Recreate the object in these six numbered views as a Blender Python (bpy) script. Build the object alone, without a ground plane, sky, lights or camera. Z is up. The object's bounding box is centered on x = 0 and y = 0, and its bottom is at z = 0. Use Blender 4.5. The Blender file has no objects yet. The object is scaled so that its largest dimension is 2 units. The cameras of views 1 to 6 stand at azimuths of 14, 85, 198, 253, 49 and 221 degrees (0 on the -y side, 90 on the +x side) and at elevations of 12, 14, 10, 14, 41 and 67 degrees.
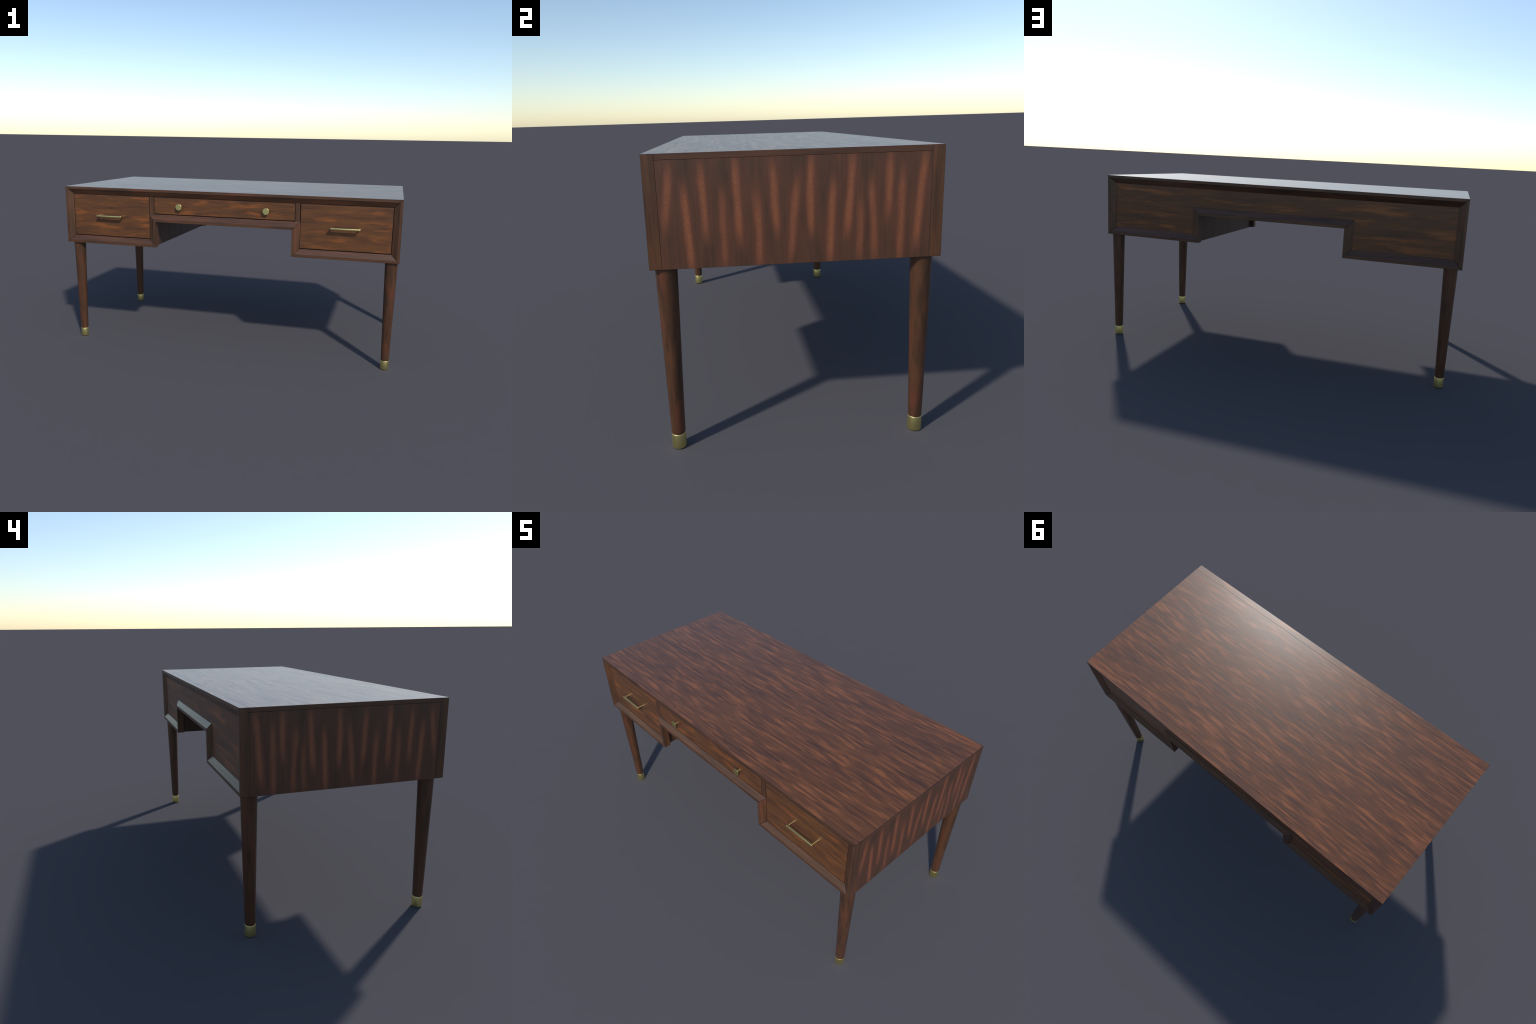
"""Mid-century writing desk: framed case with three drawers, knee hole,
tapered round legs with brass ferrules, brass bar pulls and mushroom knobs."""
import bpy, bmesh, math
from mathutils import Vector

# ------------------------------------------------------------------ sizes
W = 1.0                       # half width
YF, YB = -0.4418, 0.4600        # front and back faces of the two frames
ZB, ZT = 0.6227, 0.9672
KNEE_X, KNEE_Z = 0.410, 0.7755
FRAME_D = 0.0385              # depth of the frame members
LIP, INNER, DROP = 0.0155, 0.0445, 0.0180   # flat lip, inner edge, bevel depth
TOP_T = 0.0180                # thickness of the top board at its ends
FACE_Y = YF + DROP + 0.0005   # plane of the drawer fronts

# ------------------------------------------------------------- node helpers
class Net:
    """Small wrapper that makes node graphs readable."""
    def __init__(self, name):
        self.mat = bpy.data.materials.new(name)
        self.mat.use_nodes = True
        self.t = self.mat.node_tree
        self.t.nodes.clear()
        self.out = self.t.nodes.new("ShaderNodeOutputMaterial")
        self.bsdf = self.t.nodes.new("ShaderNodeBsdfPrincipled")
        self.t.links.new(self.bsdf.outputs[0], self.out.inputs[0])
        self.coord = self.t.nodes.new("ShaderNodeTexCoord").outputs["Object"]

    def link(self, src, dst):
        if hasattr(src, "is_output"):
            self.t.links.new(src, dst)
        else:
            dst.default_value = src

    def math(self, op, a, b=0.0, c=None, clamp=False):
        n = self.t.nodes.new("ShaderNodeMath")
        n.operation = op
        n.use_clamp = clamp
        self.link(a, n.inputs[0])
        self.link(b, n.inputs[1])
        if c is not None:
            self.link(c, n.inputs[2])
        return n.outputs[0]

    def mapping(self, vec, scale=(1, 1, 1), loc=(0, 0, 0), rot=(0, 0, 0)):
        n = self.t.nodes.new("ShaderNodeMapping")
        self.link(vec, n.inputs["Vector"])
        n.inputs["Scale"].default_value = scale
        n.inputs["Location"].default_value = loc
        n.inputs["Rotation"].default_value = rot
        return n.outputs[0]

    def noise(self, vec, scale=1.0, detail=3.0, rough=0.5, distort=0.0):
        n = self.t.nodes.new("ShaderNodeTexNoise")
        self.link(vec, n.inputs["Vector"])
        n.inputs["Scale"].default_value = scale
        n.inputs["Detail"].default_value = detail
        n.inputs["Roughness"].default_value = rough
        n.inputs["Distortion"].default_value = distort
        return n.outputs["Fac"]

    def range(self, v, a, b, c=0.0, d=1.0, smooth=True):
        n = self.t.nodes.new("ShaderNodeMapRange")
        n.interpolation_type = "SMOOTHSTEP" if smooth else "LINEAR"
        self.link(v, n.inputs["Value"])
        for key, val in (("From Min", a), ("From Max", b), ("To Min", c), ("To Max", d)):
            self.link(val, n.inputs[key])
        return n.outputs["Result"]

    def mix(self, f, a, b, mode="MIX"):
        n = self.t.nodes.new("ShaderNodeMix")
        n.data_type = "RGBA"
        n.blend_type = mode
        self.link(f, n.inputs[0])
        for sock, v in ((n.inputs[6], a), (n.inputs[7], b)):
            if hasattr(v, "is_output"):
                self.link(v, sock)
            else:
                sock.default_value = (*v, 1.0)
        return n.outputs[2]

    def ramp(self, f, stops):
        n = self.t.nodes.new("ShaderNodeValToRGB")
        self.link(f, n.inputs[0])
        el = n.color_ramp.elements
        while len(el) > 1:
            el.remove(el[-1])
        el[0].position, el[0].color = stops[0][0], (*stops[0][1], 1)
        for p, c in stops[1:]:
            e = el.new(p)
            e.color = (*c, 1)
        return n.outputs[0]

    def split(self, vec):
        n = self.t.nodes.new("ShaderNodeSeparateXYZ")
        self.link(vec, n.inputs[0])
        return n.outputs

    def bump(self, h, strength, dist):
        n = self.t.nodes.new("ShaderNodeBump")
        self.link(h, n.inputs["Height"])
        n.inputs["Strength"].default_value = strength
        n.inputs["Distance"].default_value = dist
        self.t.links.new(n.outputs[0], self.bsdf.inputs["Normal"])

    def finish(self, color, rough, metal=0.0, spec=0.5):
        self.link(color if hasattr(color, "is_output") else (*color, 1.0),
                  self.bsdf.inputs["Base Color"])
        self.link(rough, self.bsdf.inputs["Roughness"])
        self.bsdf.inputs["Metallic"].default_value = metal
        self.bsdf.inputs["Specular IOR Level"].default_value = spec
        return self.mat


def aniso(axis, along, across):
    """Scale triple that stretches a texture along one axis."""
    return tuple(along if i == axis else across for i in range(3))


def wood(name, axis, dark, mid, light, flame, flame_at=(0.56, 0.70), flame_size=(5, 34),
         streak=(1.6, 26), fine=(9, 210), offset=(0, 0, 0), rough=0.33, contrast=1.0, fibre=0.65, wave=0.3,
         rotate=(0, 0, 0), per_object=True, spec=0.5, bump=0.03, flame_max=1.0, patch=0.0):
    """Oiled mahogany whose grain runs along one axis (0 x, 1 y, 2 z)."""
    n = Net(name)
    vec = n.mapping(n.coord, loc=offset, rot=rotate)
    if per_object:
        info = n.t.nodes.new("ShaderNodeObjectInfo")
        sc = n.t.nodes.new("ShaderNodeVectorMath")
        sc.operation = "SCALE"
        sc.inputs[0].default_value = (7.3, 5.1, 9.7)
        n.link(info.outputs["Random"], sc.inputs["Scale"])
        ad = n.t.nodes.new("ShaderNodeVectorMath")
        ad.operation = "ADD"
        n.link(vec, ad.inputs[0])
        n.link(sc.outputs[0], ad.inputs[1])
        vec = ad.outputs[0]
    big = n.noise(n.mapping(vec, aniso(axis, *streak)), 1, 4, 0.55, wave)
    fib = n.noise(n.mapping(vec, aniso(axis, *fine)), 1, 2, 0.6)
    body = n.math("ADD", n.math("MULTIPLY", n.math("SUBTRACT", big, 0.5), 1.35 * contrast),
                  n.math("MULTIPLY", n.math("SUBTRACT", fib, 0.5), fibre * contrast))
    body = n.math("ADD", body, 0.5, clamp=True)
    col = n.ramp(body, [(0.12, dark), (0.5, mid), (0.88, light)])
    fl = n.noise(n.mapping(vec, aniso(axis, *flame_size), loc=(3.1, 1.7, 4.3)), 1, 2.5, 0.5, wave)
    fl = n.math("ADD", fl, n.math("MULTIPLY", n.math("SUBTRACT", fib, 0.5), 0.22))
    if patch:                                   # broad darker and redder areas of the veneer
        area = n.noise(n.mapping(vec, aniso(axis, 5, 9), loc=(1.9, 6.2, 2.4)), 1, 3, 0.6)
        fl = n.math("ADD", fl, n.math("MULTIPLY", n.math("SUBTRACT", area, 0.5), patch))
    col = n.mix(n.range(fl, *flame_at, 0.0, flame_max), col, flame)
    if bump:
        n.bump(fib, bump, 0.0005)
    return n.finish(col, n.range(big, 0.3, 0.7, rough + 0.02, rough - 0.02, False), spec=spec)


# figure of the crotch veneer on the sides: one stripe = (y top, z top, y bottom, z bottom)
STRIPES = [(-.362, .95, -.388, .73), (-.327, .89, -.313, .60), (-.274, .95, -.266, .70),
           (-.216, .88, -.211, .60), (-.174, .97, -.165, .69), (-.110, .86, -.108, .60),
           (-.063, .95, -.054, .70), (.012, .905, -.016, .62), (.052, .97, .049, .695),
           (.119, .895, .106, .60), (.180, .97, .160, .69), (.204, .83, .198, .61),
           (.234, .90, .249, .61), (.291, .97, .288, .74), (.330, .92, .326, .60),
           (.400, .97, .376, .65)]
STRIPE_GAIN = (.85, 1.0, .95, .65, 1.0, .85, .95, .8, 1.0, .95, 1.0, .6, .75, .95, .75, .95)


def striped_veneer():
    n = Net("crotch_mahogany_veneer")
    warp = n.noise(n.mapping(n.coord, (6, 26, 9)), 1, 2, 0.5)
    grain = n.noise(n.mapping(n.coord, (60, 130, 6)), 1, 3, 0.65)
    speck = n.noise(n.mapping(n.coord, (300, 300, 170)), 1, 2, 0.7)
    x, y, z = n.split(n.coord)
    y = n.math("ADD", y, n.math("MULTIPLY", n.math("SUBTRACT", warp, 0.5), 0.012))
    total = halo = None
    for (y0, z0, y1, z1), gain in zip(STRIPES, STRIPE_GAIN):
        z0, z1 = z0 - ZSIDE, z1 - ZSIDE
        y0, y1 = y0 - YSIDE, y1 - YSIDE
        slope = (y0 - y1) / (z0 - z1)
        centre = n.math("MULTIPLY_ADD", z, slope, y0 - slope * z0)
        d = n.math("ABSOLUTE", n.math("SUBTRACT", y, centre))
        core = n.range(d, 0.001, 0.0172, 1.0, 0.0)
        wide = n.range(d, 0.004, 0.0300, 1.0, 0.0)
        top = n.range(z, z0 - 0.080, z0 + 0.020, 1.0, 0.0)
        bot = n.range(z, z1 - 0.025, z1 + 0.075, 0.0, 1.0)
        fade = n.math("MULTIPLY", n.math("MULTIPLY", top, bot), gain)
        m, h = n.math("MULTIPLY", core, fade), n.math("MULTIPLY", wide, fade)
        total = m if total is None else n.math("MAXIMUM", total, m)
        halo = h if halo is None else n.math("MAXIMUM", halo, h)
    tone = n.math("ADD", n.math("MULTIPLY", grain, 0.55), n.math("MULTIPLY", warp, 0.45))
    base = n.ramp(tone, [(0.30, (0.050, 0.025, 0.015)), (0.5, (0.083, 0.036, 0.020)), (0.70, (0.122, 0.044, 0.023))])
    base = n.mix(n.range(halo, 0.0, 1.0, 0.0, 0.8, False), base, (0.120, 0.040, 0.022))
    glow = n.ramp(speck, [(0.3, (0.205, 0.066, 0.029)), (0.7, (0.305, 0.104, 0.046))])
    total = n.math("MULTIPLY", total, n.range(grain, 0.3, 0.7, 0.78, 1.06, False))
    fac = n.math("MULTIPLY", total,
                 n.range(speck, 0.25, 0.7, 0.68, 0.95, False), clamp=True)
    n.bump(grain, 0.04, 0.0006)
    return n.finish(n.mix(fac, base, glow), 0.36)


def brass(name, color, rough):
    n = Net(name)
    v = n.noise(n.coord, 35, 3, 0.6)
    col = n.mix(n.range(v, 0.3, 0.75), color, tuple(c * 0.95 for c in color))
    return n.finish(col, n.range(v, 0.3, 0.7, rough - 0.03, rough + 0.04, False), metal=1.0)


def plain(name, color, rough=0.6):
    n = Net(name)
    v = n.noise(n.mapping(n.coord, (4, 4, 4)), 8, 3, 0.6)
    return n.finish(n.mix(v, tuple(c * 0.85 for c in color), tuple(c * 1.15 for c in color)), rough)


YSIDE = (YF + YB) / 2
ZSIDE = (ZB + ZT - TOP_T) / 2

FRAME = dict(dark=(0.050, 0.023, 0.012), mid=(0.080, 0.035, 0.017), light=(0.108, 0.046, 0.021),
             flame=(0.125, 0.044, 0.021), flame_at=(0.54, 0.74), streak=(4, 44), contrast=1.45)
M = {}
M["top"] = wood("figured_mahogany_top", 0, (0.050, 0.021, 0.011), (0.112, 0.042, 0.016),
                (0.162, 0.061, 0.022), (0.265, 0.088, 0.028), flame_at=(0.46, 0.76), flame_size=(7, 58),
                streak=(4.6, 60), fine=(11, 230), contrast=1.1, fibre=0.9, wave=0.15, per_object=False,
                rough=0.29, bump=0.0, flame_max=0.85, spec=0.58, patch=0.32)
M["top_end"] = wood("mahogany_board_end", 1, (0.050, 0.022, 0.014), (0.082, 0.034, 0.018),
                    (0.110, 0.044, 0.022), (0.12, 0.045, 0.022), flame_at=(0.6, 0.8), streak=(3, 60))
M["drawer"] = wood("mahogany_drawer_veneer", 0, (0.056, 0.025, 0.013), (0.108, 0.044, 0.018),
                   (0.150, 0.060, 0.020), (0.240, 0.077, 0.021), flame_at=(0.51, 0.74), flame_size=(7, 44),
                   streak=(5, 48), fine=(12, 180), offset=(2.3, 0, 1.1), rough=0.31, bump=0.0,
                   contrast=1.05, fibre=0.8, wave=0.12, flame_max=0.85)
M["back"] = wood("mahogany_back_veneer", 0, (0.056, 0.025, 0.014), (0.112, 0.044, 0.018),
                 (0.165, 0.060, 0.020), (0.270, 0.088, 0.022), flame_at=(0.50, 0.74), flame_size=(4, 30),
                 streak=(3.0, 34), fine=(12, 220), offset=(5.1, 0, 3.7), rough=0.33)
M["rail"] = wood("mahogany_rail", 0, **FRAME)
M["stile"] = wood("mahogany_stile", 2, **FRAME, offset=(1.2, 3.3, 0))
M["leg"] = wood("turned_mahogany_leg", 2, (0.044, 0.021, 0.011), (0.071, 0.031, 0.015),
                (0.098, 0.041, 0.019), (0.100, 0.034, 0.017), flame_at=(0.52, 0.72), flame_size=(9, 26),
                streak=(6, 38), fine=(14, 170), contrast=1.4)
M["inner"] = wood("mahogany_inner_panel", 2, (0.040, 0.02, 0.013), (0.062, 0.03, 0.018),
                  (0.085, 0.038, 0.022), (0.09, 0.04, 0.022), offset=(0, 2.0, 0))
M["seam"] = plain("dark_joint_edges", (0.020, 0.012, 0.014), 0.6)
M["shadow"] = plain("backing_darkened_as_gap_shade", (0.03, 0.015, 0.01), 0.7)
M["brass"] = brass("satin_brass", (0.70, 0.60, 0.255), 0.42)
M["brass_bright"] = brass("polished_brass", (0.88, 0.74, 0.33), 0.33)
M["veneer"] = striped_veneer()

# ------------------------------------------------------------- mesh helpers
def make(name, bm, mats, parent, origin=(0, 0, 0), smooth=None):
    bmesh.ops.recalc_face_normals(bm, faces=bm.faces)
    bmesh.ops.translate(bm, verts=bm.verts, vec=-Vector(origin))
    me = bpy.data.meshes.new(name)
    bm.to_mesh(me)
    bm.free()
    for m in mats:
        me.materials.append(m)
    ob = bpy.data.objects.new(name, me)
    bpy.context.scene.collection.objects.link(ob)
    ob.parent = parent
    ob.location = origin
    if parent is not None and parent.type == "MESH":
        ob.location = Vector(origin) - parent.location
    if smooth is not None:
        for p in me.polygons:
            p.use_smooth = True
        me.set_sharp_from_angle(angle=math.radians(smooth))
    return ob


def chamfer(bm, width, seg=1, mat=0, edges=None):
    bmesh.ops.bevel(bm, geom=list(edges if edges is not None else bm.edges), offset=width,
                    segments=seg, profile=0.5, affect="EDGES", material=mat,
                    clamp_overlap=True)


def box_bm(x0, x1, y0, y1, z0, z1):
    bm = bmesh.new()
    bmesh.ops.create_cube(bm, size=1)
    for v in bm.verts:
        v.co = Vector(((x0 + x1) / 2 + v.co.x * (x1 - x0), (y0 + y1) / 2 + v.co.y * (y1 - y0),
                       (z0 + z1) / 2 + v.co.z * (z1 - z0)))
    return bm


def board(name, x0, x1, y0, y1, z0, z1, mat, parent, edge=0.0012, edge_mat=None, seg=1):
    bm = box_bm(x0, x1, y0, y1, z0, z1)
    mats = [mat] if edge_mat is None else [mat, edge_mat]
    if edge:
        chamfer(bm, edge, seg, 0 if edge_mat is None else 1)
    return make(name, bm, mats, parent, ((x0 + x1) / 2, (y0 + y1) / 2, (z0 + z1) / 2))


def lathe(bm, profile, centre, axis="z", seg=40, cap=True):
    """Revolve (radius, height) pairs about an axis through centre."""
    rings = []
    for r, h in profile:
        ring = []
        for i in range(seg):
            a = 2 * math.pi * i / seg
            p = (r * math.cos(a), r * math.sin(a), h) if axis == "z" else (r * math.cos(a), h, r * math.sin(a))
            ring.append(bm.verts.new(Vector(p) + Vector(centre)))
        rings.append(ring)
    for a, b in zip(rings, rings[1:]):
        for i in range(seg):
            bm.faces.new((a[i], a[(i + 1) % seg], b[(i + 1) % seg], b[i]))
    if cap:
        bm.faces.new(rings[0])
        bm.faces.new(rings[-1])


# ------------------------------------------------------------------- desk
desk = bpy.data.objects.new("writing_desk", None)
bpy.context.scene.collection.objects.link(desk)
desk["label"] = "dark mahogany knee-hole desk with three drawers and brass fittings"
desk["category"] = "desk"

# outline of the frames, walked counter-clockwise as seen from the front (x, z)
OUTLINE = [(-W, ZT), (-W, ZB), (-KNEE_X, ZB), (-KNEE_X, KNEE_Z), (KNEE_X, KNEE_Z),
           (KNEE_X, ZB), (W, ZB), (W, ZT)]
JOINT = 0.0004


def frame(y_face, sign):
    """Mitred frame members round the outline; sign +1 runs the depth towards +y."""
    profile = [(0.0, 0.0), (LIP, 0.0), (INNER, DROP), (INNER, FRAME_D), (0.0, FRAME_D)]
    count = len(OUTLINE)
    for i in range(count):
        a, b = Vector(OUTLINE[i]), Vector(OUTLINE[(i + 1) % count])
        prev, nxt = Vector(OUTLINE[i - 1]), Vector(OUTLINE[(i + 2) % count])
        u = (b - a).normalized()
        inward = Vector((-u.y, u.x))
        up = (a - prev).normalized()
        un = (nxt - b).normalized()
        bm = bmesh.new()
        ends = []
        for corner, other, shift in ((a, up, JOINT), (b, un, -JOINT)):
            o_in = Vector((-other.y, other.x))
            ring = []
            for d, depth in profile:
                q = corner + (inward + o_in) * d + u * shift
                ring.append(bm.verts.new((q.x, y_face + sign * depth, q.y)))
            ends.append(ring)
        m = len(profile)
        for k in range(m):
            bm.faces.new((ends[0][k], ends[0][(k + 1) % m], ends[1][(k + 1) % m], ends[1][k]))
        bm.faces.new(ends[0])
        bm.faces.new(ends[1])
        chamfer(bm, 0.0008, 1, 1)
        horizontal = abs(u.x) > 0.5
        mid = (a + b) / 2
        if horizontal and mid.y > ZT - 0.01:          # the figured top veneer runs over this rail
            bmesh.ops.recalc_face_normals(bm, faces=bm.faces)
            for f in bm.faces:
                if f.normal.z > 0.9 or (f.normal.z > 0.5 and f.normal.y * sign > 0.3):
                    f.material_index = 2
        make("frame_rail" if horizontal else "frame_stile", bm,
             [M["rail" if horizontal else "stile"], M["seam"], M["top"]], desk,
             (mid.x, y_face, mid.y))


frame(YF, 1)
frame(YB, -1)

# top board and side boards between the two frames
y0, y1 = YF + FRAME_D + 0.0003, YB - FRAME_D - 0.0003
top = board("tabletop", -W, W, y0, y1, ZT - TOP_T, ZT, M["top"], desk, 0.0003, M["seam"])
top.data.materials.append(M["top_end"])
for poly in top.data.polygons:
    if abs(poly.normal.x) > 0.9:
        poly.material_index = 2
for s in (-1, 1):
    xa, xb = sorted((s * W, s * (W - 0.022)))
    board("side_panel", xa, xb, y0, y1, ZB, ZT - TOP_T - 0.0008, M["veneer"], desk, 0.0008)
    xa, xb = sorted((s * (KNEE_X + 0.020), s * (KNEE_X + 0.036)))
    board("inner_side_panel", xa, xb, y0 - 0.01, y1 + 0.01, ZB, KNEE_Z + 0.04, M["inner"], desk, 0.0008)
    xa, xb = sorted((s * (KNEE_X + 0.0365), s * (W - 0.0225)))
    board("bottom_panel", xa, xb, y0 - 0.01, y1 + 0.01, ZB + 0.004, ZB + 0.016, M["inner"], desk, 0.0008)
board("knee_hole_ceiling", -KNEE_X - 0.0195, KNEE_X + 0.0195, y0 - 0.01, y1 + 0.01,
      KNEE_Z + 0.018, KNEE_Z + 0.030, M["inner"], desk, 0.0008)

# back panel with the same stepped outline, set into the rear frame
def stepped_panel(name, y0, y1, inset, mat):
    bm = bmesh.new()
    pts = [(-W + inset, ZT - inset), (-W + inset, ZB + inset), (-KNEE_X - inset, ZB + inset),
           (-KNEE_X - inset, KNEE_Z + inset), (KNEE_X + inset, KNEE_Z + inset),
           (KNEE_X + inset, ZB + inset), (W - inset, ZB + inset), (W - inset, ZT - inset)]
    front = [bm.verts.new((x, y0, z)) for x, z in pts]
    back = [bm.verts.new((x, y1, z)) for x, z in pts]
    bm.faces.new(front)
    bm.faces.new(back)
    for i in range(len(pts)):
        j = (i + 1) % len(pts)
        bm.faces.new((front[i], front[j], back[j], back[i]))
    return make(name, bm, [mat], desk, (0, (y0 + y1) / 2, (ZB + ZT) / 2))


stepped_panel("back_panel", YB - DROP - 0.014, YB - DROP - 0.0015, INNER - 0.004, M["back"])
# backing coloured near-black so the thin gaps round the drawers look shadowed
stepped_panel("drawer_gap_backing", FACE_Y + 0.020, FACE_Y + 0.028, INNER - 0.004, M["shadow"])

# ---------------------------------------------------------------- drawers
GAP = 0.0036
DIV0, DIV1 = 0.4245, 0.4515        # dividers between the drawers
IN_L, IN_T, IN_B = W - INNER, ZT - INNER, ZB + INNER
for s in (-1, 1):
    xa, xb = sorted((s * DIV0, s * DIV1))
    board("drawer_divider", xa, xb, FACE_Y, FACE_Y + 0.019, KNEE_Z + INNER - 0.001, IN_T + 0.001,
          M["stile"], desk, 0.0010, M["seam"])


def drawer(x0, x1, z0, z1):
    return board("drawer_front", x0, x1, FACE_Y, FACE_Y + 0.018, z0, z1, M["drawer"], desk, 0.0013, M["seam"])


def bar_pull(parent, cx, cz):
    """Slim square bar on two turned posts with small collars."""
    half, h, d = 0.0812, 0.0054, 0.0120
    yfront = -0.4600
    bm = box_bm(cx - half, cx + half, yfront, yfront + d, cz - h, cz + h)
    chamfer(bm, 0.0030, 3)
    reach = FACE_Y + 0.001 - (yfront + d * 0.5)
    for s in (-1, 1):
        prof = [(0.0047, 0.0), (0.0047, reach)]
        lathe(bm, prof, (cx + s * (half - 0.0055), yfront + d * 0.5, cz), "y", 20)
    return make("drawer_pull", bm, [M["brass_bright"]], parent, (cx, yfront + d / 2, cz), 35)


def knob(parent, cx, cz):
    """Thin flat-faced mushroom knob."""
    front = -0.4450
    reach = FACE_Y + 0.001 - front
    prof = [(0.0177, 0.0), (0.0184, 0.0005), (0.0186, 0.0013), (0.0180, 0.0024), (0.0120, 0.0036),
            (0.0072, 0.0050), (0.0058, 0.0070), (0.0054, 0.0095), (0.0054, reach)]
    bm = bmesh.new()
    lathe(bm, prof, (cx, front, cz), "y", 40)
    return make("drawer_knob", bm, [M["brass"]], parent, (cx, front, cz), 22)


for s in (-1, 1):
    xa, xb = sorted((s * (DIV1 + GAP), s * (IN_L - GAP * 0.6)))
    d = drawer(xa, xb, IN_B + GAP, IN_T - 0.0012)
    bar_pull(d, s * 0.7055, 0.7960)
d = drawer(-DIV0 + GAP * 0.6, DIV0 - GAP * 0.6, KNEE_Z + INNER + GAP, IN_T - 0.0012)
for s in (-1, 1):
    knob(d, s * 0.2608, 0.8708)

# ------------------------------------------------------------------- legs
LEG_TOP_R, LEG_LOW_R, FERRULE_R, FERRULE_H = 0.0347, 0.0222, 0.0235, 0.0520


def build_legs():
    bm = bmesh.new()
    low = 0.030
    top = ZB + 0.004
    steps = 14
    prof = []
    for i in range(steps + 1):
        t = i / steps
        prof.append((LEG_LOW_R + (LEG_TOP_R - LEG_LOW_R) * t, low + (top - low) * t))
    lathe(bm, prof, (0, 0, 0), "z", 48)
    leg0 = make("leg", bm, [M["leg"]], desk, (0, 0, 0), 50)
    bm = bmesh.new()
    r, h = FERRULE_R, FERRULE_H
    prof = [(r - 0.0025, 0.0), (r - 0.0007, 0.0006), (r, 0.0025), (r, h - 0.0025), (r - 0.0003, h - 0.0012),
            (r - 0.0011, h - 0.0002), (LEG_LOW_R - 0.0008, h)]
    lathe(bm, prof, (0, 0, 0), "z", 48)
    fer0 = make("ferrule", bm, [M["brass"]], leg0, (0, 0, 0), 50)
    places = [(-0.9466, -0.3953), (0.9590, -0.3955), (-0.9466, 0.4112), (0.9590, 0.4120)]
    for k, (x, y) in enumerate(places):
        if k == 0:
            leg, fer = leg0, fer0
        else:
            leg, fer = leg0.copy(), fer0.copy()
            for o in (leg, fer):
                bpy.context.scene.collection.objects.link(o)
            fer.parent = leg
        leg.location = (x, y, 0)
        leg.rotation_euler = (0, 0, 1.3 * k)


build_legs()
